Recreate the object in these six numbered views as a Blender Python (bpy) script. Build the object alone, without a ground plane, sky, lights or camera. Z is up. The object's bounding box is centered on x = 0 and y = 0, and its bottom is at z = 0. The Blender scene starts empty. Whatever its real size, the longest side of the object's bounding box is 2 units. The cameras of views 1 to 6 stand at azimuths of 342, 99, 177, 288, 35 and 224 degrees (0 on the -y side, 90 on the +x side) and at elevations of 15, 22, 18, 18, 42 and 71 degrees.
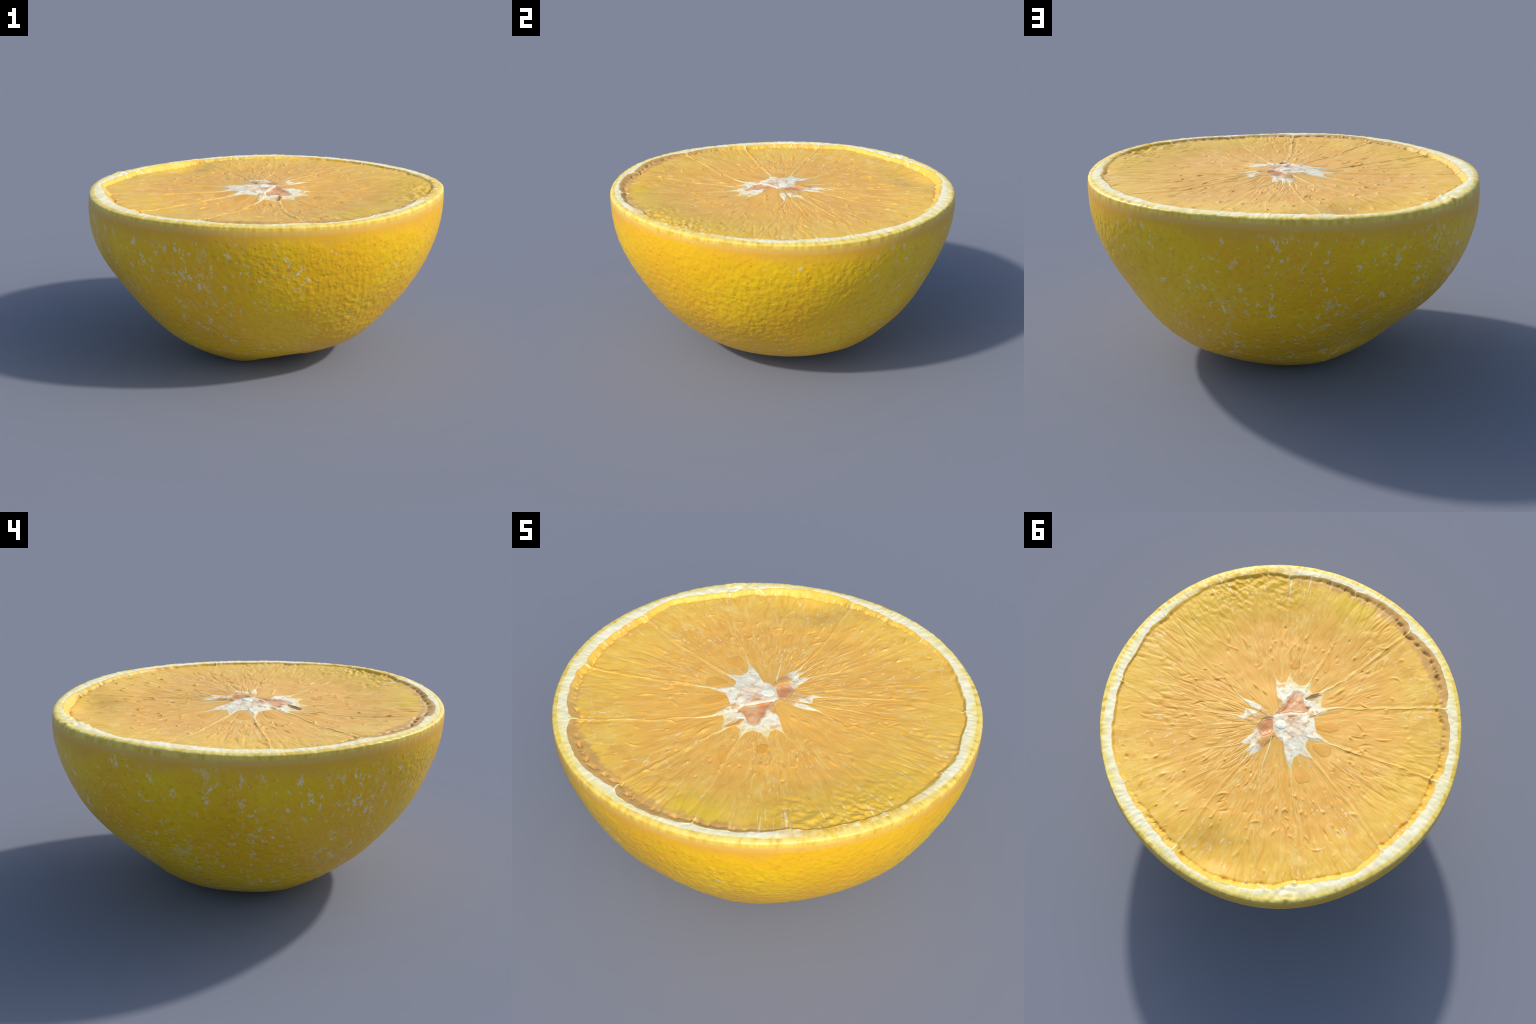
"""Half an orange, cut across, resting on its stem-end bowl.

One structured surface (column = azimuth, row = from the core outwards over the
cut face, over the rim and down the bowl to the pole) is computed from rules,
then handed out to the parts: core, pulp segments, pith, peel.  Membranes,
hollows, bud and amber vesicles are built on top of it.
"""
import bpy
import numpy as np

rng = np.random.default_rng(41)
TAU = 2 * np.pi

# ------------------------------------------------------------------ helpers
def smooth(a, b, x):
    t = np.clip((x - a) / (b - a), 0, 1)
    return t * t * (3 - 2 * t)


_perm = {}
def perlin(x, y, z, seed=0):
    """Gradient noise, about -0.7..0.7."""
    if seed not in _perm:
        r = np.random.default_rng(1000 + seed)
        p = r.permutation(256)
        g = r.normal(size=(256, 3))
        _perm[seed] = (np.r_[p, p, p], g / np.linalg.norm(g, axis=1)[:, None])
    p, g = _perm[seed]
    x, y, z = np.broadcast_arrays(x, y, z)
    xi, yi, zi = (np.floor(v).astype(int) for v in (x, y, z))
    xf, yf, zf = x - xi, y - yi, z - zi
    u, v, w = (f * f * f * (f * (f * 6 - 15) + 10) for f in (xf, yf, zf))
    xi, yi, zi = xi & 255, yi & 255, zi & 255
    out = 0
    for dx in (0, 1):
        for dy in (0, 1):
            for dz in (0, 1):
                h = p[p[p[xi + dx] + yi + dy] + zi + dz]
                n = g[h, 0] * (xf - dx) + g[h, 1] * (yf - dy) + g[h, 2] * (zf - dz)
                out = out + n * (u if dx else 1 - u) * (v if dy else 1 - v) * (w if dz else 1 - w)
    return out


def ring_curve(values, th, start=0.0):
    """Closed smooth curve through values evenly spaced in azimuth (Catmull-Rom)."""
    v = np.asarray(values, float)
    n = len(v)
    s = ((th - start) / TAU * n) % n
    i = np.floor(s).astype(int) % n
    f = s - np.floor(s)
    a, b, c, d = v[(i - 1) % n], v[i], v[(i + 1) % n], v[(i + 2) % n]
    return b + 0.5 * f * (c - a + f * (2 * a - 5 * b + 4 * c - d + f * (3 * (b - c) + d - a)))


def harmonics(th, c):
    out = c[0] + 0 * th
    for k in range(1, (len(c) - 1) // 2 + 1):
        out = out + c[2 * k - 1] * np.cos(k * th) + c[2 * k] * np.sin(k * th)
    return out


# ------------------------------------------------------------------ the bowl
RIM_Z = [0.9553, 0.0066, 0.001, 0.0009, -0.0017, -0.0019, -0.0028, -0.001, -0.004, -0.0012, 0.0017]
# girth: row 0 the mean profile, then cos/sin pairs round the fruit; columns run
# as cosines from the rim to the pole
GIRTH = [
    [0.9185, 0.0601, 0.0095, 0.0119, -0.0006], [0.0152, 0.0037, -0.0192, 0.0042, 0.0006],
    [-0.0055, -0.0197, 0.0255, -0.0101, 0.0032], [0.0031, 0.0077, -0.002, 0.0062, -0.0006],
    [0.0108, -0.0121, 0.0021, -0.0012, 0.0027], [-0.0044, -0.0017, -0.0003, 0.0001, -0.0046],
    [0.0011, 0.0012, -0.0042, -0.0047, 0.0004], [-0.0038, -0.0017, 0.001, 0.0007, -0.0002],
    [-0.0006, 0.0065, 0.0046, 0.0063, 0.0027]]
# outline of the cut itself, dying away below the rim
RIM_GIRTH = [0, -0.0049, 0.0071, -0.018, -0.0001, 0.0164, 0.0098, 0.0024, -0.0199, -0.0011, -0.002, 0.0002, 0.0018, -0.0008, -0.0017]
# local swells and flats: azimuth, place from rim to pole, spread of both, height
SWELLS = [(48, .22, 17, .17, -.015), (42, .48, 16, .12, -.008), (98, .42, 15, .20, .020), (108, .64, 13, .09, .016), (14, .44, 10, .10, .007),
          (351, .34, 10, .10, .010), (321, .20, 14, .12, -.010), (321, .48, 12, .10, -.010), (124, .33, 10, .12, .009),
          (166, .39, 9, .09, .009), (189, .27, 11, .12, -.015), (214, .33, 10, .10, .012), (265, .40, 12, .09, -.008), (227, .50, 10, .08, -.008)]
POLE = (-0.0649, 0.0854)
EQUATOR = 0.85


def rim_height(th):
    return harmonics(th, RIM_Z)


def bowl(th, t):
    """Outer skin; t = 0 at the rim, 1 at the pole."""
    g = np.array(GIRTH)
    basis = [np.cos(l * np.pi * t) for l in range(5)]
    band = lambda row: sum(c * b for c, b in zip(row, basis))
    fade = np.minimum(1, np.cos(t * np.pi / 2) * 1.6)
    d = band(g[0]) + harmonics(th, RIM_GIRTH) * np.exp(-(t / .14) ** 2)
    d0 = g[0].sum() + harmonics(th, RIM_GIRTH)
    for k in range(1, 5):
        f = np.maximum(fade, 0) ** min(k, 3)
        d = d + f * (np.cos(k * th) * band(g[2 * k - 1]) + np.sin(k * th) * band(g[2 * k]))
        d0 = d0 + np.cos(k * th) * g[2 * k - 1].sum() + np.sin(k * th) * g[2 * k].sum()
    for deg, at, sa, st, amp in SWELLS:
        da = (th - np.radians(deg) + np.pi) % TAU - np.pi
        d = d + amp * np.exp(-(da / np.radians(sa)) ** 2 - ((t - at) / st) ** 2)
    lift = np.arcsin((EQUATOR - rim_height(th)) / d0)
    ph = lift + t * (np.pi / 2 - lift)
    x = POLE[0] * t + d * np.cos(ph) * np.cos(th)
    y = POLE[1] * t + d * np.cos(ph) * np.sin(th)
    z = EQUATOR - d * np.sin(ph)
    # the stem end: a low lobe beside a shallow cleft; it stands flat where it touches the ground
    on = smooth(.4, .5, t)
    z = z - .028 * on * np.exp(-((x + .21) ** 2 + (y + .23) ** 2) / .13 ** 2)
    z = z - .022 * on * np.exp(-((x - .15) ** 2 + (y + .27) ** 2) / .10 ** 2)
    z = z + .024 * on * np.exp(-((x + .005) / .065) ** 2 - ((y + .25) / .14) ** 2)
    z = .5 * (z + np.sqrt(z ** 2 + .010 ** 2))
    return x, y, z


# ------------------------------------------------------------------ face outline curves
PITH_OUT = [.967, .972, .968, .969, .971, .979, .984, .984, .979, .973, .973, .977, .982, .987, .984, .974, .962, .957,
            .956, .961, .966, .967, .969, .974, .984, .989, .987, .979, .968, .963, .960, .960, .957, .953, .955, .960]
PITH_IN = [.929, .929, .918, .928, .922, .932, .926, .918, .915, .916, .940, .953, .950, .937, .918, .915, .930, .908,
           .900, .907, .912, .924, .930, .928, .952, .961, .945, .957, .946, .932, .934, .918, .930, .931, .936, .928]
WALL_W = [.026, .018, .012, .012, .014, .016, .018, .022, .028, .034, .036, .034, .030, .028, .024, .026, .026, .028,
          .030, .028, .032, .032, .036, .050, .046, .042, .044, .042, .036, .030, .026, .022, .020, .018, .016, .020]
WALL_D = [.003, .004, .006, .008, .010, .011, .010, .007, .005, .004, .006, .012, .016, .016, .015, .014, .014, .014,
          .013, .012, .012, .010, .006, .004, .002, .001, .001, .001, .002, .004, .005, .006, .007, .007, .002, .000]
# the face sags half way out, by this height every 45 degrees
SAG_Z = [.942, .941, .936, .932, .928, .923, .920, .932]

# membranes from their tip on the core to the pith: (points, strength)
MEMBRANES = [
    ([(.230, .057), (.456, .030), (.598, .047), (.760, .029)], .35),
    ([(.205, .146), (.371, .276), (.567, .406), (.659, .432), (.759, .461)], .55),
    ([(.072, .240), (.162, .379), (.230, .541), (.285, .669), (.337, .842)], .5),
    ([(.020, .255), (.062, .418), (.115, .602), (.129, .765), (.145, .899)], .45),
    ([(-.010, .275), (-.033, .489), (-.065, .643), (-.095, .786)], .6),
    ([(-.078, .258), (-.210, .405), (-.318, .527), (-.434, .646), (-.563, .722)], .5),
    ([(-.209, .138), (-.351, .259), (-.468, .334), (-.573, .455), (-.696, .586)], .8),
    ([(-.248, .022), (-.408, .043), (-.582, .061), (-.753, .098)], .7),
    ([(-.240, -.100), (-.320, -.133), (-.492, -.220), (-.649, -.296), (-.809, -.361)], .9),
    ([(-.117, -.253), (-.221, -.357), (-.384, -.528), (-.526, -.672)], .9),
    ([(-.024, -.300), (-.058, -.426), (-.076, -.564), (-.093, -.734)], .8),
    ([(.070, -.294), (.107, -.428), (.139, -.548), (.203, -.692)], .5),
    ([(.169, -.237), (.284, -.332), (.416, -.472), (.554, -.612)], .45),
    ([(.216, -.170), (.361, -.220), (.493, -.270), (.640, -.295)], .3),
]
# the star of white core, as seen from above, anticlockwise
CORE = [(.265, .056), (.150, .050), (.196, .078), (.178, .114), (.212, .155), (.128, .116), (.089, .112),
        (.064, .152), (.070, .190), (.074, .245), (.026, .205), (.014, .262), (-.003, .222), (-.012, .286), (-.026, .235),
        (-.031, .190), (-.028, .085), (-.038, .078), (-.084, .069), (-.125, .100),
        (-.190, .140), (-.226, .157), (-.191, .092), (-.198, .050), (-.268, .020), (-.203, .004), (-.179, -.014),
        (-.170, -.044), (-.255, -.110), (-.171, -.102), (-.134, -.129), (-.096, -.157), (-.130, -.266),
        (-.085, -.232), (-.055, -.257), (-.028, -.316), (.005, -.256), (.039, -.261), (.073, -.320), (.072, -.264),
        (.092, -.235), (.134, -.229), (.177, -.246), (.160, -.195), (.175, -.168), (.216, -.170), (.108, -.078),
        (.072, -.044), (.064, -.004), (.090, .026)]

_cp = np.array(CORE)
_ct = np.unwrap(np.arctan2(_cp[:, 1], _cp[:, 0]))
_cr = np.hypot(_cp[:, 0], _cp[:, 1])
_o = np.argsort(_ct % TAU)
_ct, _cr = (_ct % TAU)[_o], _cr[_o]


def core_radius(th):
    return np.interp(th % TAU, np.r_[_ct[-1] - TAU, _ct, _ct[0] + TAU], np.r_[_cr[-1], _cr, _cr[0]])


mem_end = []
for pts, k in MEMBRANES:
    a = np.unwrap([np.arctan2(y, x) for x, y in pts])
    mem_end.append((a[-1] + (a[-1] - a[-2]) * .5) % TAU)
mem_end = np.array(mem_end)


def pith_in(th):
    r = ring_curve(PITH_IN, th)
    for (pts, k), e in zip(MEMBRANES, mem_end):      # pith reaches in where a membrane ends
        dd = (th - e + np.pi) % TAU - np.pi
        r = r - .016 * k * np.exp(-(dd / .035) ** 2)
    r = r + .008 * perlin(np.cos(th) * 11, np.sin(th) * 11, 0.3, 3) + .006 * perlin(np.cos(th) * 30, np.sin(th) * 30, .7, 4)
    return r


# ------------------------------------------------------------------ surface grid
NSEG, NV = len(MEMBRANES), 100
NA = NSEG * NV
qs = np.r_[np.linspace(0, .86, 150, endpoint=False), np.linspace(.86, 1, 60)]
NQ, NCORE, NP, NR, NB = len(qs), 44, 10, 8, 230

mem_theta = []           # azimuth of every membrane as a function of q
for (pts, k), e in zip(MEMBRANES, mem_end):
    a = np.array([np.arctan2(y, x) for x, y in pts])
    a = np.unwrap(a)
    r = np.array([np.hypot(x, y) for x, y in pts])
    r1 = pith_in(np.array([e]))[0]
    q = np.r_[0, (r[1:] - r[0]) / (r1 - r[0]), 1]
    ang = np.r_[a, a[-1] + ((e - a[-1] + np.pi) % TAU - np.pi)]
    f = np.interp(qs, q, ang)
    ker = np.hanning(17); ker /= ker.sum()
    pad = np.r_[2 * f[0] - f[8:0:-1], f, 2 * f[-1] - f[-2:-10:-1]]
    mem_theta.append(np.convolve(pad, ker, 'valid'))
mem_theta = np.array(mem_theta)
mem_theta = np.unwrap(np.vstack([mem_theta, mem_theta[:1]]), axis=0)

v = np.linspace(0, 1, NV, endpoint=False)
TH = np.concatenate([(1 - v)[:, None] * mem_theta[i] + v[:, None] * mem_theta[i + 1] for i in range(NSEG)]).T  # NQ x NA
th_in, th_out = TH[0], TH[-1]
rc, ri = core_radius(th_in), pith_in(th_out)
RR = rc[None] + qs[:, None] * (ri - rc)[None]
# distance to nearest membrane, and strength of it, across each segment
vv = np.tile(v, NSEG)
strength = np.array([k for _, k in MEMBRANES])
ksel = np.where(vv < .5, np.repeat(strength, NV), np.repeat(np.roll(strength, -1), NV))
span = np.repeat(np.diff(mem_theta, axis=0), NV, axis=0).T
mem_d = np.minimum(vv, 1 - vv)[None] * span * RR

bx, by, bz = bowl(th_out[None], np.zeros((1, 1)))
R_rim = np.hypot(bx, by)[0]
ro = np.minimum(ring_curve(PITH_OUT, th_out) + .006 * perlin(np.cos(th_out) * 40, np.sin(th_out) * 40, .2, 5), R_rim - .006)


# ------------------------------------------------------------------ height of the cut face
def granular(x, y):      # the coarse, bruised patch next to the torn rim
    a, r = np.arctan2(y, x), np.hypot(x, y)
    d = (a - np.radians(328) + np.pi) % TAU - np.pi
    return np.exp(-(d / .36) ** 2) * smooth(.52, .85, r)


def sparse_lumps():
    """Loose vesicle tips and pits: clustered, long way pointing at the core."""
    spots = []
    clusters = [(.47, 200, .22, .06), (.60, 130, .35, .10), (.55, 165, .28, .10), (.50, 300, .30, .07), (.62, 105, .22, .12),
                (.66, 15, .40, .14), (.42, 330, .25, .10), (.50, 55, .35, .12), (.66, 250, .3, .14), (.35, 110, .3, .06)]
    for rad, deg, sa, sr in clusters:
        for _ in range(22):
            spots.append((rad + rng.normal() * sr, np.radians(deg) + rng.normal() * sa))
    for _ in range(90):
        spots.append((np.sqrt(rng.uniform(.1, .78)), rng.uniform(0, TAU)))
    return spots


def cells(a, r, f, g, wx, wy, seed):
    """Jittered cells in (azimuth, radius): nearest, second nearest distance, a random number per cell."""
    rg = np.random.default_rng(seed)
    na = int(round(f * TAU))
    u_, v_ = (a % TAU) / TAU * na + wx * 1.6, r * g + wy * 1.2
    jit = rg.random((na, 64, 3))
    iu, iv = np.floor(u_).astype(int), np.floor(v_).astype(int)
    f1, f2, rnd = np.full(u_.shape, 9.), np.full(u_.shape, 9.), np.zeros(u_.shape)
    for du_ in (-1, 0, 1):
        for dv_ in (-1, 0, 1):
            j = jit[(iu + du_) % na, (iv + dv_) % 64]
            dd = np.hypot(iu + du_ + j[..., 0] - u_, iv + dv_ + j[..., 1] - v_)
            new = dd < f1
            f2 = np.where(new, f1, np.minimum(f2, dd))
            rnd = np.where(new, j[..., 2], rnd)
            f1 = np.where(new, dd, f1)
    return f1, f2, rnd


def face_relief(x, y, md, mk):
    r, a = np.hypot(x, y), np.arctan2(y, x)
    ca, sa = np.cos(a), np.sin(a)
    wx = .35 * perlin(x * 5, y * 5, 0.1, 10)
    wy = .35 * perlin(x * 5, y * 5, 5.1, 11)
    h = 0
    near = 1 - smooth(.35, .6, r)
    # juice vesicles: long cells pointing at the core, each a soft pillow with its own tilt
    for f, g, wgt, amp, sd in ((9, 5, near, .0038, 60), (14, 5.5, 1 - near, .0036, 61), (25, 8, 1 - .6 * near, .0014, 62)):
        f1, f2, rnd = cells(a, r, f, g, wx, wy, sd)
        gap = f2 - f1
        h = h + wgt * amp * (.4 + rnd) * (smooth(0, .32, gap) - .6) + wgt * amp * .5 * (rnd - .5)
    for f, g, wgt, amp, sd in ((16, 5, near, .0027, 12), (30, 5.5, 1 - near, .0028, 13), (56, 9, 1 - near, .0013, 15)):
        n = perlin(ca * f + wx * 5, sa * f + wy * 5, r * g + wx * 3, sd)
        h = h + wgt * amp * (.45 - np.abs(n) * 1.9)
    patch = smooth(-.2, .3, perlin(x * 3.1, y * 3.1, 3.3, 16))
    h = h * (.09 + .50 * patch)
    h = h + .004 * perlin(x * 4, y * 4, 1.5, 17) + .0026 * perlin(x * 11, y * 11, 6.5, 34) + .0022 * perlin(x * 17, y * 17, 2.5, 18)
    h = h + granular(x, y) * smooth(-.5, .3, perlin(x * 6, y * 6, 7.7, 33)) * (.013 * perlin(x * 26 + wx * 3, y * 36 + wy * 3, 1.1, 19) + .004 * perlin(x * 62, y * 62, 4.1, 20))
    # membranes stand up a little, the pulp beside them sinks
    h = h + mk * (.0022 * np.exp(-(md / .006) ** 2) - .0018 * np.exp(-((md - .018) / .010) ** 2)) * (.6 + 1.2 * perlin(x * 7, y * 7, 8.1, 28))
    for rs, as_ in LUMPS:
        cx, cy = rs * np.cos(as_), rs * np.sin(as_)
        L, W = .008 + .026 * rng_l.random() ** 2, .0045 + .0045 * rng_l.random() ** 2
        amp = rng_l.choice([1, 1, -1]) * (.0018 + .0050 * rng_l.random() ** 2)
        tw = as_ + rng_l.normal() * .5
        j = np.nonzero((np.abs(x - cx) < .04) & (np.abs(y - cy) < .04))
        dx, dy = x[j] - cx, y[j] - cy
        u_, w_ = dx * np.cos(tw) + dy * np.sin(tw), -dx * np.sin(tw) + dy * np.cos(tw)
        bend = w_ + 6 * rng_l.normal() * u_ ** 2
        h[j] += amp * np.exp(-(u_ / L) ** 2 - (bend / W) ** 2)
    return h


LUMPS = sparse_lumps()
rng_l = np.random.default_rng(5)

X, Y = RR * np.cos(TH), RR * np.sin(TH)
zr_q = rim_height(TH)
w, d = ring_curve(WALL_W, TH), ring_curve(WALL_D, TH)
sag = ring_curve(SAG_Z, TH)
base = .944 + .004 * np.exp(-(RR / .22) ** 2) - .030 * np.exp(-((X + .25) ** 2 + (Y - .785) ** 2) / .12 ** 2) - .012 * np.exp(-((X + .42) ** 2 + (Y - .70) ** 2) / .12 ** 2) + (sag - .944) * smooth(.05, .31, RR) + (zr_q - d - sag) * smooth(.52, .9, RR)
foot = ri[None] - w * (1 + .25 * perlin(np.cos(TH) * 12, np.sin(TH) * 12, 1.0, 21))
up = smooth(0, 1, (RR - foot) / (ri[None] - foot))
relief = face_relief(X, Y, mem_d, ksel[None])
crest = zr_q + .004 + .003 * perlin(np.cos(TH) * 26, np.sin(TH) * 26, .8, 35)
bead = .50 + 1.1 * perlin(np.cos(TH) * 32, np.sin(TH) * 32, RR * 14, 22) + .5 * perlin(np.cos(TH) * 70, np.sin(TH) * 70, RR * 30, 23)
trench_on = smooth(.018, .034, w) * (.7 + .3 * smooth(-.1, .3, perlin(np.cos(TH) * 6, np.sin(TH) * 6, .2, 29)))
trench = -.017 * trench_on * smooth(.35, 1.0, bead) * np.exp(-((RR - foot - .006) / .011) ** 2) - .003 * trench_on * np.exp(-((RR - foot) / .008) ** 2)
core_edge = smooth(0, .05, RR - rc[None])
Z = base + relief * (1 - smooth(.2, 1, up)) * (.4 + .6 * core_edge) + (crest - base) * up + trench * (1 - .6 * up)

# core rows: from the centre to the star outline
HOLLOW_A = [(.087, -.133), (.080, -.156), (.095, -.191), (.057, -.219), (.028, -.210), (.006, -.193), (-.026, -.177),
            (-.048, -.194), (-.062, -.168), (-.054, -.134), (.006, -.078), (.035, -.032), (.053, -.009), (.062, -.017),
            (.062, -.066), (.066, -.095)]
HOLLOW_B = [(.083, .084), (.090, .053), (.075, .027), (.053, .004), (.024, .030), (-.004, .060), (-.010, .091), (.008, .131),
            (.044, .136), (.081, .115)]
HOLLOW_C = [(.006, -.056), (-.032, -.100), (-.036, -.072), (-.019, -.049)]
SLIT = [(.008, -.200), (.004, -.235), (-.020, -.285), (-.036, -.296), (-.032, -.262), (-.017, -.218)]


def polygon_depth(x, y, poly):
    """Signed distance to a polygon, positive inside."""
    p = np.array(poly)
    q = np.roll(p, -1, 0)
    best, inside = np.full(x.shape, 9.), np.zeros(x.shape, bool)
    for (x0, y0), (x1, y1) in zip(p, q):
        t = np.clip(((x - x0) * (x1 - x0) + (y - y0) * (y1 - y0)) / ((x1 - x0) ** 2 + (y1 - y0) ** 2), 0, 1)
        best = np.minimum(best, np.hypot(x - x0 - t * (x1 - x0), y - y0 - t * (y1 - y0)))
        inside ^= ((y0 > y) != (y1 > y)) & (x < (x1 - x0) * (y - y0) / (y1 - y0 + 1e-12) + x0)
    return np.where(inside, best, -best)


def core_height(x, y):
    level = .944 + .004 * np.exp(-(x ** 2 + y ** 2) / .22 ** 2) + (ring_curve(SAG_Z, np.arctan2(y, x)) - .944) * smooth(.05, .31, np.hypot(x, y))
    h = level + .003 + .0055 * perlin(x * 24, y * 28, .5, 30) + .002 * perlin(x * 60, y * 60, .9, 31)
    mid = np.exp(-(((x + .06) / .05) ** 2 + ((y + .02) / .05) ** 2))
    h = h + mid * .004 * perlin(x * 45, y * 45, 3.9, 32)
    for poly, dep, soft in ((HOLLOW_A, .009, .016), (HOLLOW_B, .008, .014), (HOLLOW_C, .004, .01), (SLIT, .010, .008)):
        h = h - dep * smooth(-.004, soft, polygon_depth(x, y, poly))
    return h


fc = np.linspace(0, 1, NCORE, endpoint=False)[1:]
rcq = fc[:, None] * rc[None]
CX, CY = rcq * np.cos(th_in), rcq * np.sin(th_in)
CZ = core_height(CX, CY)
edge_z = Z[0]
CZ = CZ + (edge_z + .0015 - CZ) * smooth(.8, 1, fc)[:, None]

# pith and rim rows
fp = np.linspace(0, 1, NP + 1)[1:]
PR = ri[None] + fp[:, None] * (ro - ri)[None]
torn = np.exp(-(((th_out - np.radians(138) + np.pi) % TAU - np.pi) / .09) ** 2)
gra = np.exp(-(((th_out - np.radians(331) + np.pi) % TAU - np.pi) / .22) ** 2)
PZ = rim_height(th_out)[None] + .004 + .0012 * np.sin(np.pi * fp)[:, None] \
    + .0036 * perlin(np.cos(th_out)[None] * 22, np.sin(th_out)[None] * 22, PR * 25, 24) \
    + .0026 * perlin(np.cos(th_out)[None] * 60, np.sin(th_out)[None] * 60, PR * 30, 25) \
    + torn[None] * .018 * perlin(np.cos(th_out)[None] * 24, np.sin(th_out)[None] * 24, PR * 30, 26)
fr = np.linspace(0, 1, NR + 1)[1:]
R_rim = R_rim * (1 + .0016 * perlin(np.cos(th_out) * 44, np.sin(th_out) * 44, .4, 36))
QR = ro[None] + np.sin(fr * np.pi / 2)[:, None] * (R_rim - ro)[None]
drop = .011
scallop = perlin(np.cos(th_out)[None] * 46, np.sin(th_out)[None] * 46, .4 + 0 * fr[:, None], 27)
QZ = PZ[-1][None] * (1 - smooth(0, 1, fr))[:, None] + rim_height(th_out)[None] * smooth(0, 1, fr)[:, None] \
    - drop * (1 - np.sqrt(np.clip(1 - fr ** 2, 0, 1)))[:, None] + .0030 * scallop * np.sin(np.pi * fr * .8)[:, None]

# bowl rows
tb = np.linspace(0, 1, NB + 1)[1:-1] ** 1.0
BX, BY, BZ = bowl(th_out[None], tb[:, None])
BZ = BZ - drop * (np.clip(1 - tb / .09, 0, 1) ** 2)[:, None]


def skin_relief(x, y, z, t):
    a = np.arctan2(y, x)
    wrinkled = np.exp(-(((a - np.radians(290) + np.pi) % TAU - np.pi) / .5) ** 2) + np.exp(-(((a - np.radians(12) + np.pi) % TAU - np.pi) / .4) ** 2)
    patch = smooth(-.25, .35, perlin(x * 1.8, y * 1.8, z * 1.8, 40))
    calm = smooth(.03, .12, t)
    w_ = perlin(x * 7, y * 7, z * 7, 45) * .6
    h = .0029 * perlin(x * 36 + w_, y * 36 + w_, z * 24, 41) + .0017 * perlin(x * 56, y * 56, z * 46, 42)
    h = h * (.50 + .35 * patch + .60 * wrinkled * smooth(.1, .25, z) * (1 - smooth(.75, .92, z))) * (.2 + .8 * calm)
    return h + .006 * perlin(x * 4, y * 4, z * 4, 43) * smooth(.1, .3, t)


sr = skin_relief(BX, BY, BZ, tb[:, None])
nx, ny, nz = BX, BY, (BZ - EQUATOR)
nl = np.sqrt(nx ** 2 + ny ** 2 + nz ** 2)
BX, BY, BZ = BX + sr * nx / nl, BY + sr * ny / nl, BZ + sr * nz / nl
ribs = .0018 * perlin(np.cos(th_out)[None] * 44, np.sin(th_out)[None] * 44, .4 + 0 * BZ, 36) * np.exp(-(tb / .02) ** 2)[:, None]
BX, BY = BX * (1 + ribs), BY * (1 + ribs)

grid = np.concatenate([np.stack([CX, CY, CZ], -1), np.stack([X, Y, Z], -1),
                       np.stack([PR * np.cos(th_out), PR * np.sin(th_out), PZ], -1),
                       np.stack([QR * np.cos(th_out), QR * np.sin(th_out), QZ], -1),
                       np.stack([BX, BY, BZ], -1)], 0)
centre = np.array([0, 0, float(core_height(np.zeros(1), np.zeros(1))[0])])
px, py, pz = bowl(np.zeros(1), np.ones(1))
pole = np.array([px[0], py[0], pz[0]])

# settle into the frame: centred, standing on z = 0, longest side 2 m
lo, hi = grid.reshape(-1, 3).min(0), grid.reshape(-1, 3).max(0)
grid[..., 0] *= 1.005
SCALE = 2.0 / max(hi[0] - lo[0], hi[1] - lo[1])
SHIFT = np.array([-(lo[0] + hi[0]) / 2, -(lo[1] + hi[1]) / 2, -lo[2]])
fit = lambda p: (p + SHIFT) * SCALE
grid, centre, pole = fit(grid), fit(centre), fit(pole)

du = np.roll(grid, -1, 1) - np.roll(grid, 1, 1)
dv = np.gradient(grid, axis=0)
N = np.cross(dv, du)
N /= np.linalg.norm(N, axis=2, keepdims=True) + 1e-12
if N[NCORE + 50, :, 2].mean() < 0:
    N = -N

r_core, r_seg, r_pith, r_rim = NCORE - 1, NCORE - 1 + NQ - 1, NCORE - 1 + NQ - 1 + NP, NCORE - 1 + NQ - 1 + NP + NR


# ------------------------------------------------------------------ mesh building
thing = bpy.data.objects.new("orange_half", None)
bpy.context.collection.objects.link(thing)
thing["label"] = "halved orange, cut face up, with white pith and star core"
thing["category"] = "orange half"


def make(name, verts, quads, tris, mat, normals=None, kind=None, smooth_faces=True):
    me = bpy.data.meshes.new(name)
    nq, nt = len(quads), len(tris)
    me.vertices.add(len(verts))
    me.vertices.foreach_set("co", np.ascontiguousarray(verts, np.float32).ravel())
    me.loops.add(nq * 4 + nt * 3)
    li = np.r_[np.asarray(quads, np.int32).ravel(), np.asarray(tris, np.int32).ravel()] if nt else np.asarray(quads, np.int32).ravel()
    me.loops.foreach_set("vertex_index", li)
    me.polygons.add(nq + nt)
    st = np.r_[np.arange(nq) * 4, nq * 4 + np.arange(nt) * 3]
    me.polygons.foreach_set("loop_start", st.astype(np.int32))
    me.update(calc_edges=True)
    me.validate()
    me.polygons.foreach_set("use_smooth", np.ones(len(me.polygons), bool))
    if normals is not None:
        me.normals_split_custom_set_from_vertices(normals)
    me.materials.append(mat)
    ob = bpy.data.objects.new(name, me)
    bpy.context.collection.objects.link(ob)
    ob.parent = thing
    if kind:
        ob["kind"] = kind
    return ob


def quads_of(idx, closed=False):
    """Faces of an index grid rows x cols, wound so that rows outwards, cols anticlockwise face up."""
    a = idx
    b = np.roll(idx, -1, 1) if closed else None
    if closed:
        return np.stack([a[:-1], a[1:], b[1:], b[:-1]], -1).reshape(-1, 4)
    return np.stack([a[:-1, :-1], a[1:, :-1], a[1:, 1:], a[:-1, 1:]], -1).reshape(-1, 4)


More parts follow.
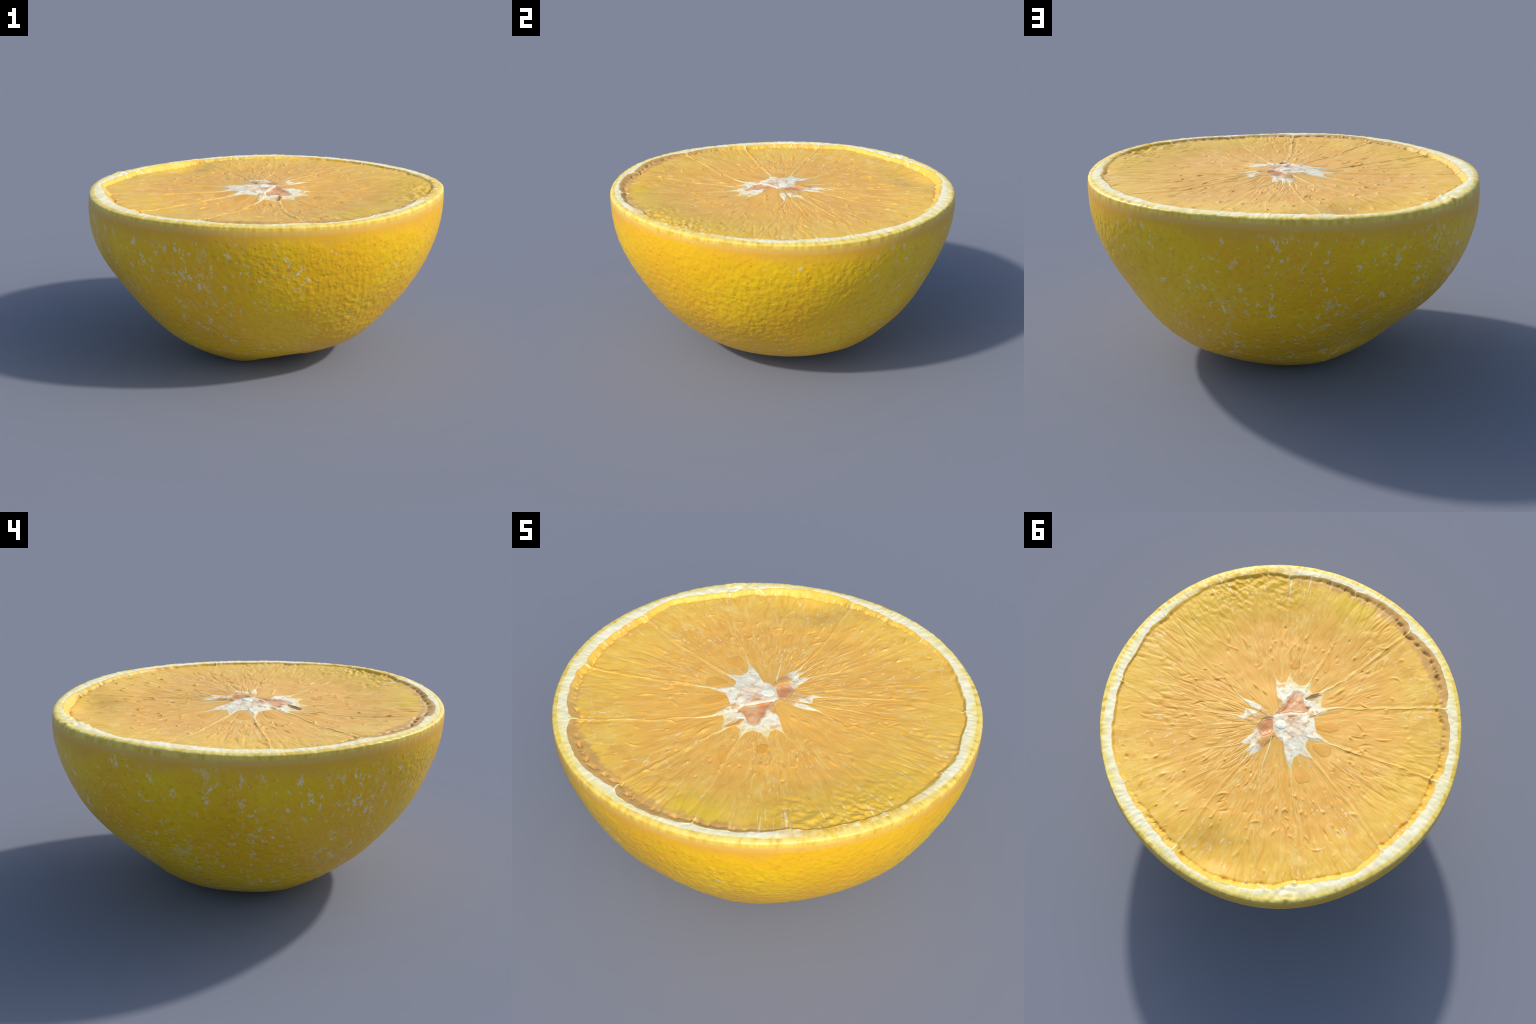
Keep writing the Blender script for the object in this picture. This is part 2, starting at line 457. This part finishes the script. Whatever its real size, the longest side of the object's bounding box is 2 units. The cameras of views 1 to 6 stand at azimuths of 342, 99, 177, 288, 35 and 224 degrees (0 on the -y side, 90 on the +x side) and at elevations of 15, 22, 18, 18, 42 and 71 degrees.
# ------------------------------------------------------------------ materials
def srgb(r, g, b):
    f = lambda c: (c / 255 / 12.92) if c / 255 <= .04045 else ((c / 255 + .055) / 1.055) ** 2.4
    return (f(r), f(g), f(b), 1)


class Nodes:
    def __init__(self, name):
        self.mat = bpy.data.materials.new(name)
        self.mat.use_nodes = True
        self.t = self.mat.node_tree
        self.bsdf = self.t.nodes["Principled BSDF"]
        co = self.t.nodes.new("ShaderNodeTexCoord")
        self.co = co.outputs["Object"]
        s = self.t.nodes.new("ShaderNodeSeparateXYZ")
        self.t.links.new(self.co, s.inputs[0])
        self.x, self.y, self.z = s.outputs
        self.r = self.math("SQRT", self.math("ADD", self.math("MULTIPLY", self.x, self.x), self.math("MULTIPLY", self.y, self.y)))
        self.a = self.math("ARCTAN2", self.y, self.x)

    def put(self, socket, v):
        if hasattr(v, "is_linked") or hasattr(v, "links"):
            self.t.links.new(v, socket)
        else:
            socket.default_value = v

    def math(self, op, a, b=0.0, c=0.0, clamp=False):
        n = self.t.nodes.new("ShaderNodeMath")
        n.operation, n.use_clamp = op, clamp
        for i, q in enumerate((a, b, c)):
            self.put(n.inputs[i], q)
        return n.outputs[0]

    def vec(self, x, y, z):
        n = self.t.nodes.new("ShaderNodeCombineXYZ")
        for i, q in enumerate((x, y, z)):
            self.put(n.inputs[i], q)
        return n.outputs[0]

    def polar(self, f, g):
        """Coordinates stretched along the radius: f cells per radian, g per metre."""
        ca, sa = self.math("COSINE", self.a), self.math("SINE", self.a)
        return self.vec(self.math("MULTIPLY", ca, f), self.math("MULTIPLY", sa, f), self.math("MULTIPLY", self.r, g))

    def noise(self, scale, detail=2.0, vec=None, rough=.5, dist=0.0):
        n = self.t.nodes.new("ShaderNodeTexNoise")
        self.put(n.inputs["Vector"], vec if vec is not None else self.co)
        n.inputs["Scale"].default_value, n.inputs["Detail"].default_value = scale, detail
        n.inputs["Roughness"].default_value, n.inputs["Distortion"].default_value = rough, dist
        return n.outputs["Fac"]

    def voronoi(self, scale, vec=None, feature="F1", rand=1.0):
        n = self.t.nodes.new("ShaderNodeTexVoronoi")
        n.feature = feature
        self.put(n.inputs["Vector"], vec if vec is not None else self.co)
        n.inputs["Scale"].default_value = scale
        n.inputs["Randomness"].default_value = rand
        return n.outputs["Distance"]

    def step(self, v, a, b):
        n = self.t.nodes.new("ShaderNodeMapRange")
        n.interpolation_type = "SMOOTHSTEP"
        self.put(n.inputs[0], v)
        lo, hi = (a, b) if a < b else (b, a)
        n.inputs[1].default_value, n.inputs[2].default_value = lo, hi
        n.inputs[3].default_value, n.inputs[4].default_value = (0, 1) if a < b else (1, 0)
        return n.outputs[0]

    def mix(self, fac, a, b, mode="MIX"):
        n = self.t.nodes.new("ShaderNodeMix")
        n.data_type, n.blend_type = "RGBA", mode
        self.put(n.inputs[0], fac)
        self.put(n.inputs[6], a)
        self.put(n.inputs[7], b)
        return n.outputs[2]

    def mul(self, *v):
        o = v[0]
        for q in v[1:]:
            o = self.math("MULTIPLY", o, q)
        return o

    def sector(self, deg, width):
        """1 near an azimuth, falling off over width degrees."""
        d = self.math("ADD", self.math("MULTIPLY", self.math("COSINE", self.a), np.cos(np.radians(deg))),
                      self.math("MULTIPLY", self.math("SINE", self.a), np.sin(np.radians(deg))))
        return self.step(d, float(np.cos(np.radians(width))), float(np.cos(np.radians(width * .35))))

    def bump(self, height, strength, distance):
        n = self.t.nodes.new("ShaderNodeBump")
        n.inputs["Strength"].default_value, n.inputs["Distance"].default_value = strength, distance
        self.put(n.inputs["Height"], height)
        self.t.links.new(n.outputs[0], self.bsdf.inputs["Normal"])

    def done(self, colour, rough=.5, spec=.5, coat=0.0, sss=0.0):
        self.put(self.bsdf.inputs["Base Color"], colour)
        self.put(self.bsdf.inputs["Roughness"], rough)
        self.bsdf.inputs["Specular IOR Level"].default_value = spec
        self.bsdf.inputs["Coat Weight"].default_value = coat
        return self.mat


def pulp_material():
    m = Nodes("juicy_pulp")
    amber, gold, pale, deep = srgb(240, 180, 79), srgb(243, 194, 77), srgb(246, 210, 116), srgb(222, 154, 48)
    c = m.mix(m.step(m.math("ADD", m.r, m.math("MULTIPLY", m.noise(2.6, 3), .7)), .80, 1.25), amber, gold)
    c = m.mix(m.math("MULTIPLY", m.step(m.noise(5, 3, None, .6), .50, .64), .4), c, srgb(226, 164, 66))
    fib = m.noise(1, 3, m.polar(20, 7), .55, 1.2)
    c = m.mix(m.math("MULTIPLY", m.step(fib, .50, .70), .5), c, pale)
    c = m.mix(m.math("MULTIPLY", m.step(fib, .46, .32), .4), c, deep)
    warp = m.noise(6, 2)
    cell = m.vec(m.math("ADD", m.math("MULTIPLY", m.math("COSINE", m.a), 12), m.math("MULTIPLY", warp, 3)),
                 m.math("ADD", m.math("MULTIPLY", m.math("SINE", m.a), 12), m.math("MULTIPLY", warp, 3)), m.math("MULTIPLY", m.r, 11))
    edge = m.voronoi(1, cell, "DISTANCE_TO_EDGE")
    c = m.mix(m.mul(m.step(edge, .06, .0), m.step(m.noise(3.5), .48, .62), .55), c, pale)
    c = m.mix(m.mul(m.step(m.noise(1, 2, m.polar(46, 26), .5, .8), .60, .70), m.step(m.noise(5, 2), .42, .6), .75), c, srgb(250, 226, 176))  # whitish specular highlights of the lumps, tinted into the base colour
    # bruised yellow patch by the torn rim, another small one beside the groove
    c = m.mix(m.mul(m.sector(328, 36), m.step(m.r, .55, .86), .6), c, srgb(230, 186, 46))
    c = m.mix(m.mul(m.sector(286, 11), m.step(m.r, .66, .84), .75), c, srgb(232, 194, 50))
    # the outermost strip of pulp: wall shade painted brown, sunlit side painted yellow
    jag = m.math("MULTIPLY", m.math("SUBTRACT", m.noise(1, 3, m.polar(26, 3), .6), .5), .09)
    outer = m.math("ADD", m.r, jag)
    shade_brown = m.mix(m.step(m.noise(12, 3), .36, .64), srgb(196, 148, 84), srgb(216, 168, 92))
    c = m.mix(m.mul(m.sector(264, 62), m.step(outer, .868, .892), .8), c, shade_brown)
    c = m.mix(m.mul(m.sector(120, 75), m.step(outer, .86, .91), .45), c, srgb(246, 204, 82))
    streak = m.noise(1, 2, m.polar(60, 4), .5, .2)
    c = m.mix(m.mul(m.sector(328, 40), m.step(m.r, .74, .84), m.step(streak, .60, .70), .8), c, srgb(250, 228, 170))
    m.bump(m.noise(1, 3, m.polar(52, 16), .6, .8), .3, .004)
    return m.done(c, .50, .40)


def pith_material():
    m = Nodes("white_pith")
    c = m.mix(m.step(m.noise(9, 3), .35, .65), srgb(252, 243, 206), srgb(247, 236, 188))
    st = m.noise(1, 3, m.polar(30, 10), .6)
    wide = m.math("MULTIPLY", m.math("SUBTRACT", m.noise(5, 2), .5), .05)
    edge = m.step(m.math("ADD", m.math("ADD", m.r, wide), m.math("MULTIPLY", m.math("SUBTRACT", st, .5), .07)), .945, .990)
    c = m.mix(m.math("MULTIPLY", edge, .85), c, srgb(248, 226, 116))
    tear = m.sector(331, 26)
    c = m.mix(m.math("MULTIPLY", tear, .95), c, m.mix(m.step(m.noise(1, 2, m.polar(44, 4), .5), .40, .64), srgb(242, 190, 60), srgb(250, 224, 150)))
    m.bump(m.noise(1, 3, m.polar(46, 26), .6, .3), .4, .004)
    return m.done(c, .6, .3)


def peel_material():
    m = Nodes("orange_peel")
    yel, org, grn = srgb(242, 196, 16), srgb(238, 170, 24), srgb(228, 188, 12)
    c = m.mix(m.step(m.noise(2.2, 3), .35, .65), yel, srgb(240, 182, 18))
    c = m.mix(m.math("MULTIPLY", m.step(m.noise(20, 3, None, .6), .48, .66), .6), c, grn)
    c = m.mix(m.math("MULTIPLY", m.step(m.noise(30, 2, None, .5, .4), .46, .34), .35), c, org)
    w2 = m.t.nodes.new("ShaderNodeVectorMath")
    w2.operation = "ADD"
    m.t.links.new(m.co, w2.inputs[0])
    m.t.links.new(m.vec(m.math("MULTIPLY", m.math("SUBTRACT", m.noise(40, 2), .5), .022), m.math("MULTIPLY", m.math("SUBTRACT", m.noise(46, 2), .5), .022), 0.0), w2.inputs[1])
    wob_small = w2.outputs[0]
    wob = m.t.nodes.new("ShaderNodeVectorMath")
    wob.operation = "ADD"
    m.t.links.new(m.co, wob.inputs[0])
    wn = m.noise(18, 3, None, .6)
    m.t.links.new(m.vec(m.math("MULTIPLY", m.math("SUBTRACT", wn, .5), .10), m.math("MULTIPLY", m.math("SUBTRACT", m.noise(24, 3, None, .6), .5), .10),
                        m.math("MULTIPLY", m.math("SUBTRACT", m.noise(29, 3, None, .6), .5), .12)), wob.inputs[1])
    pores = m.voronoi(27, wob_small)
    c = m.mix(m.mul(m.step(pores, .52, .0), m.step(m.noise(5), .34, .6), .40), c, srgb(226, 150, 16))

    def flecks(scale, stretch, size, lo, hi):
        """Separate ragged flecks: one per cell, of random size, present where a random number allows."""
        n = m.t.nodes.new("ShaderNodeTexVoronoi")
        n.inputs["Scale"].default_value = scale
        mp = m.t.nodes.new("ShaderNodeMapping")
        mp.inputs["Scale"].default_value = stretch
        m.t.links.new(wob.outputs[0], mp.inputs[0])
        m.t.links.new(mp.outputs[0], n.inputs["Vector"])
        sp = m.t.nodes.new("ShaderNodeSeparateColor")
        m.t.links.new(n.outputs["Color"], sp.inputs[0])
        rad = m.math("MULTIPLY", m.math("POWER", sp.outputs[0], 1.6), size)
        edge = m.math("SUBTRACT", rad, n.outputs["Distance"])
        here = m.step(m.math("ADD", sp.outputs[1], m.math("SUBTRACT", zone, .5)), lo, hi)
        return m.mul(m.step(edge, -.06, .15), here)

    # baked glints drawn as pale flecks, most on -x, +y flanks and stem end
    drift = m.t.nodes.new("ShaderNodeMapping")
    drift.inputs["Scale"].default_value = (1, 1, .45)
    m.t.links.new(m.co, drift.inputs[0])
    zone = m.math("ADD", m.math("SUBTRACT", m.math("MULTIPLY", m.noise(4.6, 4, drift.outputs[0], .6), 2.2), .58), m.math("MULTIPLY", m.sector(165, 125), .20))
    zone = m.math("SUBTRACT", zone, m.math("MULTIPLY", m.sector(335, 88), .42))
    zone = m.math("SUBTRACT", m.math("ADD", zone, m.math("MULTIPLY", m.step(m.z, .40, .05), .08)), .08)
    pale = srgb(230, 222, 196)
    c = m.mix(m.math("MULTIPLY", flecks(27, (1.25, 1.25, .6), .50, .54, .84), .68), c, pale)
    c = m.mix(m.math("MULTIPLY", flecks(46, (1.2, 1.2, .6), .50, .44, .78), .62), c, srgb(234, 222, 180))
    glint_smear = m.mul(m.sector(202, 34), m.step(m.z, .62, .2))
    c = m.mix(m.mul(m.step(m.noise(15, 5, drift.outputs[0], .75, .5), .54, .66), m.step(m.math("ADD", zone, m.math("MULTIPLY", glint_smear, .42)), .60, .84), .6), c, srgb(226, 210, 158))
    # below the cut the skin is bruised smooth and tan, right at the cut frayed and yellow
    rim = m.math("ADD", .9552 + .004, m.math("MULTIPLY", m.math("COSINE", m.a), .0068))
    rim = m.math("SUBTRACT", rim, m.math("MULTIPLY", m.math("SINE", m.math("MULTIPLY", m.a, 4)), .0041))
    rim = m.math("SUBTRACT", rim, m.math("MULTIPLY", m.math("SINE", m.math("MULTIPLY", m.a, 3)), .0029))
    below = m.math("SUBTRACT", rim, m.z)
    jit = m.math("MULTIPLY", m.math("SUBTRACT", m.noise(4.5, 3), .5), .20)
    band = m.mul(m.step(m.math("ADD", below, jit), .135, .055), m.math("SUBTRACT", 1.0, m.math("MULTIPLY", m.sector(330, 24), .8)))
    c = m.mix(m.math("MULTIPLY", band, .85), c, srgb(230, 172, 48))
    dash = m.noise(1, 3, m.polar(36, .5), .6)
    c = m.mix(m.math("MULTIPLY", m.step(below, .064, .034), .5), c, srgb(232, 186, 112))
    fray = m.step(m.math("ADD", below, m.math("MULTIPLY", m.math("SUBTRACT", dash, .5), .03)), .038, .020)
    c = m.mix(m.math("MULTIPLY", fray, .9), c, m.mix(m.step(dash, .30, .68), srgb(226, 178, 44), srgb(248, 216, 96)))
    top = m.step(below, .014, .002)
    c = m.mix(m.mul(top, m.step(m.noise(1, 2, m.polar(30, 20), .6), .34, .56), .75), c, srgb(250, 228, 130))
    h = m.math("ADD", m.math("MULTIPLY", m.noise(34, 3), 1.0), m.math("MULTIPLY", m.step(pores, .35, .05), -.25))
    calm = m.math("SUBTRACT", 1.0, m.math("MULTIPLY", band, .9))
    m.bump(m.math("MULTIPLY", h, calm), .6, .008)
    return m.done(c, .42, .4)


def core_material():
    m = Nodes("white_core")
    c = m.mix(m.step(m.noise(26, 3), .4, .62), srgb(250, 242, 212), srgb(240, 228, 196))
    # salmon staining round the hollows, browner towards the pulp
    def near(cx, cy, rad):
        dx, dy = m.math("SUBTRACT", m.x, cx), m.math("SUBTRACT", m.y, cy)
        dd = m.math("SQRT", m.math("ADD", m.math("MULTIPLY", dx, dx), m.math("MULTIPLY", dy, dy)))
        return m.step(m.math("ADD", dd, m.math("MULTIPLY", m.math("SUBTRACT", m.noise(18, 3), .5), .09)), rad, rad * .55)
    c = m.mix(m.math("MULTIPLY", m.step(m.noise(17, 4, None, .65), .55, .61), .8), c, srgb(228, 178, 104))
    salmon = srgb(234, 196, 158)
    for cx, cy, rad in ((.02, -.10, .10), (.05, .07, .10), (-.07, -.03, .075)):
        c = m.mix(m.math("MULTIPLY", near(cx, cy, rad), .5), c, salmon)
    c = m.mix(m.math("MULTIPLY", near(.105, -.035, .07), .9), c, srgb(226, 172, 84))
    c = m.mix(m.math("MULTIPLY", near(.095, .035, .06), .8), c, srgb(226, 176, 96))
    c = m.mix(m.math("MULTIPLY", near(.110, .100, .065), .9), c, srgb(230, 176, 88))
    c = m.mix(m.math("MULTIPLY", near(-.02, .125, .075), .9), c, srgb(220, 160, 72))
    c = m.mix(m.math("MULTIPLY", m.step(m.math("ADD", m.r, m.math("MULTIPLY", m.noise(20, 2), .08)), .23, .32), .8), c, srgb(246, 218, 144))
    m.bump(m.noise(60, 3), .35, .004)
    return m.done(c, .5, .4)


def membrane_material():
    m = Nodes("membrane")
    c = m.mix(m.step(m.noise(9, 3), .36, .62), srgb(245, 206, 114), srgb(240, 188, 84))
    c = m.mix(m.step(m.math("ADD", m.r, m.math("MULTIPLY", m.noise(7, 2), .2)), .50, .32), c, srgb(248, 226, 160))
    c = m.mix(m.step(m.r, .84, .92), c, srgb(246, 224, 150))
    return m.done(c, .42, .45)


def simple(name, c1, c2, scale, rough=.4, bump=.3):
    m = Nodes(name)
    c = m.mix(m.step(m.noise(scale, 3), .38, .62), srgb(*c1), srgb(*c2))
    m.bump(m.noise(scale * 3, 2), bump, .003)
    return m.done(c, rough, .5)


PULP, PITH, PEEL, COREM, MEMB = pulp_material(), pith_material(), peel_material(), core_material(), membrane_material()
HOLLOWM = simple("reddish_hollow", (228, 180, 128), (216, 142, 84), 13)
SLITM = simple("dark_slit", (186, 166, 128), (206, 164, 100), 20)
BUDM = simple("core_bud_white", (246, 244, 222), (232, 232, 196), 22, .5)
AMBERM = simple("amber_vesicle", (238, 178, 76), (232, 166, 62), 10, .55, .3)
LIPM = simple("orange_lip", (230, 170, 70), (214, 146, 50), 16)


# ------------------------------------------------------------------ parts from the grid
def inner_shell(rows, factor):
    """Coarse hidden surface parallel to the bowl, from near the rim to the pole."""
    out = []
    for t in rows:
        x, y, z = bowl(th_out, t + 0 * th_out)
        out.append(fit(np.stack([x * factor, y * factor, .93 + (z - .93) * factor], -1)))
    return np.array(out)


# peel: rim ring, skin, and its hidden inner side
rows = np.arange(r_pith, grid.shape[0])
nr = len(rows)
top = grid[rows].reshape(-1, 3)
idx = np.arange(nr * NA).reshape(nr, NA)
shell = inner_shell(np.linspace(.02, .97, 26), .972)
sh = np.concatenate([grid[r_pith][None], shell])            # own copy of the border row
sidx = len(top) + np.arange(len(sh) * NA).reshape(len(sh), NA)
verts = np.concatenate([top, sh.reshape(-1, 3), pole[None], (pole + [0, 0, .03])[None]])
ip, ip2 = len(verts) - 2, len(verts) - 1
q = np.concatenate([quads_of(idx, True), quads_of(sidx, True)[:, ::-1]])
last = idx[-1]
t1 = np.stack([last, np.full(NA, ip), np.roll(last, -1)], -1)
last = sidx[-1]
t2 = np.stack([last, np.roll(last, -1), np.full(NA, ip2)], -1)
nrm = np.zeros((len(verts), 3), np.float32)
nrm[:len(top)] = N[rows].reshape(-1, 3)
nrm[ip] = (0, 0, -1)
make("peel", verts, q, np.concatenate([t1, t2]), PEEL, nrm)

# pith: the white ring of the cut and the white lining under it
rows = np.arange(r_seg, r_pith + 1)
top = grid[rows].reshape(-1, 3)
idx = np.arange(len(rows) * NA).reshape(len(rows), NA)
o_sh = np.concatenate([grid[r_pith][None], inner_shell(np.linspace(.03, .96, 22), .966)])
i_sh = np.concatenate([grid[r_seg][None], inner_shell(np.linspace(.06, .95, 22), .925)])
b1 = len(top) + np.arange(o_sh.shape[0] * NA).reshape(-1, NA)
b2 = b1[-1, -1] + 1 + np.arange(i_sh.shape[0] * NA).reshape(-1, NA)
verts = np.concatenate([top, o_sh.reshape(-1, 3), i_sh.reshape(-1, 3), (pole + [0, 0, .04])[None], (pole + [0, 0, .09])[None]])
n0 = len(verts)
q = np.concatenate([quads_of(idx, True), quads_of(b1, True), quads_of(b2, True)[:, ::-1]])
t1 = np.stack([b1[-1], np.full(NA, n0 - 2), np.roll(b1[-1], -1)], -1)
t2 = np.stack([b2[-1], np.roll(b2[-1], -1), np.full(NA, n0 - 1)], -1)
nrm = np.zeros((n0, 3), np.float32)
nrm[:len(top)] = N[rows].reshape(-1, 3)
make("pith", verts, q, np.concatenate([t1, t2]), PITH, nrm)

# pulp segments: wedges between two membranes, from the core to the pith
for s in range(NSEG):
    cols = np.arange(s * NV, (s + 1) * NV + 1) % NA
    rows = np.arange(r_core, r_seg + 1)
    block = grid[np.ix_(rows, cols)]
    n1, n2 = block.shape[:2]
    idx = np.arange(n1 * n2).reshape(n1, n2)
    loop = np.concatenate([idx[:, 0], idx[-1, 1:], idx[-2::-1, -1], idx[0, -2:0:-1]])
    edge = block.reshape(-1, 3)[loop]
    mid = edge.mean(0)
    low = mid + (edge - mid) * [.93, .93, 1]
    low[:, 2] -= .05 + .35 * np.clip(1 - np.hypot(low[:, 0], low[:, 1]), 0, 1)
    ne = len(loop)
    verts = np.concatenate([block.reshape(-1, 3), edge, low, [mid - [0, 0, .35]]])
    e0 = n1 * n2
    e = e0 + np.arange(ne)
    f = e + ne
    q = np.concatenate([quads_of(idx), np.stack([e, f, np.roll(f, -1), np.roll(e, -1)], -1)[:, ::-1]])
    t = np.stack([np.roll(f, -1), f, np.full(ne, len(verts) - 1)], -1)[:, ::-1]
    nrm = np.zeros((len(verts), 3), np.float32)
    nrm[:e0] = N[np.ix_(rows, cols)].reshape(-1, 3)
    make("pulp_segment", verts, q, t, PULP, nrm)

# core star
rows = np.arange(0, r_core + 1)
top = grid[rows].reshape(-1, 3)
idx = np.arange(len(rows) * NA).reshape(len(rows), NA)
edge = grid[r_core]
low = edge * [.8, .8, 1] - [0, 0, .3]
e0 = len(top) + np.arange(NA)
e1 = e0 + NA
verts = np.concatenate([top, edge, low, centre[None], (centre - [0, 0, .35])[None]])
q = np.concatenate([quads_of(idx, True), np.stack([e0, e1, np.roll(e1, -1), np.roll(e0, -1)], -1)])
t1 = np.stack([np.full(NA, len(verts) - 2), idx[0], np.roll(idx[0], -1)], -1)
t2 = np.stack([e1, np.full(NA, len(verts) - 1), np.roll(e1, -1)], -1)
nrm = np.zeros((len(verts), 3), np.float32)
nrm[:len(top)] = N[rows].reshape(-1, 3)
nrm[-2] = (0, 0, 1)
make("core", verts, q, np.concatenate([t1, t2]), COREM, nrm)


# ------------------------------------------------------------------ membranes
_pts = grid[:r_pith + 1].reshape(-1, 3)
CELL = .006
_key = {}
_gx = np.floor((_pts[:, :2] + 1.1) / CELL).astype(int)
HM = np.full((380, 380), np.nan)
_ord = np.argsort(_pts[:, 2])
HM[_gx[_ord, 0], _gx[_ord, 1]] = _pts[_ord, 2]
for _ in range(6):                                   # fill the few empty cells from their neighbours
    bad = np.isnan(HM)
    if not bad.any():
        break
    st = np.stack([np.roll(HM, k, ax) for k in (1, -1) for ax in (0, 1)])
    with np.errstate(all="ignore"):
        HM = np.where(bad, np.nanmean(st, 0), HM)
HM = np.nan_to_num(HM, nan=.94)


def surface_z(x, y):
    fx, fy = (x + 1.1) / CELL - .5, (y + 1.1) / CELL - .5
    i, j = np.floor(fx).astype(int), np.floor(fy).astype(int)
    u_, v_ = fx - i, fy - j
    return (HM[i, j] * (1 - u_) * (1 - v_) + HM[i + 1, j] * u_ * (1 - v_) + HM[i, j + 1] * (1 - u_) * v_ + HM[i + 1, j + 1] * u_ * v_)


for s in range(NSEG):
    k = MEMBRANES[s][1]
    line = grid[r_core - 2:r_seg + 3, s * NV]
    n = len(line)
    f = np.linspace(0, 1, n)
    tang = np.gradient(line[:, :2], axis=0)
    tang /= np.linalg.norm(tang, axis=1)[:, None]
    side = np.stack([-tang[:, 1], tang[:, 0]], -1)
    half = (.0018 + .0022 * k) * (1 + 1.6 * np.exp(-(f / .09) ** 2) * k + 1.3 * np.exp(-((1 - f) / .06) ** 2))
    half = half * (1 + 1.1 * perlin(f * 14, s * 3.7, .5, 50))
    rise = (.0002 + .0016 * k) * (1 + .8 * perlin(f * 16, s * 5.1, .5, 51))
    shown = smooth(-.28, .12, perlin(f * 6, s * 2.3, 1.5, 53) + .5 * (k - .55) + .5 * np.exp(-(f / .16) ** 2) + .3 * smooth(.9, 1, f))
    rise = rise - .004 * (1 - shown)
    sway = .010 * perlin(f * 14, s * 1.9, 2.5, 52)
    prof = np.array([(-1.0, -.012), (-1.0, -.0012), (-.6, .55), (0, 1.0), (.6, .55), (1.0, -.0012), (1.0, -.012)])
    rings = []
    for off, up_ in prof:
        xy = line[:, :2] + side * (off * half + sway)[:, None]
        zz = surface_z(xy[:, 0], xy[:, 1]) + (up_ * rise - .004 * (1 - shown) * (1 - up_) if up_ > 0 else up_ - .004 * (1 - shown))
        ker = np.ones(3) / 3
        rings.append(np.column_stack([xy, np.convolve(np.r_[zz[0], zz, zz[-1]], ker, "valid")]))
    rings = np.array(rings).transpose(1, 0, 2)
    idx = np.arange(n * 7).reshape(n, 7)
    q = quads_of(idx)
    q = np.concatenate([q, np.stack([idx[:-1, 6], idx[1:, 6], idx[1:, 0], idx[:-1, 0]], -1)])
    make("membrane", rings.reshape(-1, 3), q, np.zeros((0, 3), int), MEMB)


# ------------------------------------------------------------------ pieces lying in the face
def patch(name, outline, mat, lift, crown, soft=.006, rings=14, cols=96):
    """A low cushion with the given outline, following the surface beneath it."""
    p = np.array(outline, float)
    c = p.mean(0)
    seg = np.r_[p, p[:1]]
    s = np.r_[0, np.cumsum(np.linalg.norm(np.diff(seg, axis=0), axis=1))]
    u_ = np.linspace(0, s[-1], cols, endpoint=False)
    o = np.column_stack([np.interp(u_, s, seg[:, 0]), np.interp(u_, s, seg[:, 1])])
    for _ in range(2):
        o = (np.roll(o, 1, 0) + 2 * o + np.roll(o, -1, 0)) / 4
    f = np.linspace(0, 1, rings + 1)[1:]
    g = c + (o[None] - c) * f[:, None, None]
    shift2 = (SHIFT[:2]) * SCALE
    g = g * SCALE + shift2
    z = surface_z(g[..., 0], g[..., 1]) + lift + crown * (1 - f ** 2)[:, None]
    z[-1] -= .004 + lift
    z[-2] -= lift * .5
    top_ = np.concatenate([g, z[..., None]], -1)
    low_ = top_[-1] - [0, 0, .02]
    cc = (c * SCALE + shift2)
    verts = np.concatenate([top_.reshape(-1, 3), low_, [[cc[0], cc[1], z[0].mean() + crown * .0]], [[cc[0], cc[1], z[0].mean() - .03]]])
    idx = np.arange(rings * cols).reshape(rings, cols)
    lo_ = rings * cols + np.arange(cols)
    full = np.vstack([idx, lo_])
    q = quads_of(full, True)
    a, b = np.full(cols, len(verts) - 2), np.full(cols, len(verts) - 1)
    t = np.concatenate([np.stack([a, idx[0], np.roll(idx[0], -1)], -1), np.stack([lo_, b, np.roll(lo_, -1)], -1)])
    return make(name, verts, q, t, mat)


def shrink(poly, k):
    p = np.array(poly)
    return p.mean(0) + (p - p.mean(0)) * k


patch("core_hollow", shrink(HOLLOW_A, .9), HOLLOWM, .0015, 0)
patch("core_hollow", shrink(HOLLOW_B, .88), HOLLOWM, .0015, 0)
patch("core_hollow", HOLLOW_C, HOLLOWM, .0010, 0)
patch("core_slit", SLIT, SLITM, .001, 0, cols=64)
patch("core_lip", [(.012, -.198), (.010, -.240), (-.018, -.292), (-.004, -.280), (.020, -.240), (.022, -.206)], LIPM, .002, .004, cols=64)


def oval(cx, cy, length, width, deg, tip=.3, n=28):
    a = np.linspace(0, TAU, n, endpoint=False)
    u_ = np.cos(a) * length / 2
    w_ = np.sin(a) * width / 2 * (1 + tip * np.cos(a))
    t = np.radians(deg)
    return np.column_stack([cx + u_ * np.cos(t) - w_ * np.sin(t), cy + u_ * np.sin(t) + w_ * np.cos(t)])


patch("core_bud", oval(-.008, .008, .070, .058, 30, .1), BUDM, .001, .005)
patch("core_bud_tip", oval(-.008, .010, .020, .016, 30, .0), simple("bud_tip", (232, 232, 150), (240, 240, 190), 30), .0012, .001, rings=6, cols=32)

# amber juice vesicles exposed beside the core
for cx, cy, L, W, dg, tip in [(-.190, -.170, .150, .060, 226, .35), (-.262, -.056, .120, .085, 200, .4), (-.290, .128, .110, .085, 150, .3),
                              (.088, -.447, .150, .046, 128, .15), (.205, -.312, .075, .060, 305, 0)]:
    o = oval(cx, cy, L, W, dg, tip)
    a = np.linspace(0, TAU, len(o), endpoint=False)
    wav = 1 + .28 * perlin(np.cos(a) * 1.4, np.sin(a) * 1.4, cx * 40, 70)
    o = np.array([cx, cy]) + (o - [cx, cy]) * wav[:, None]
    patch("juice_vesicle", o, AMBERM, .0005, .0012)
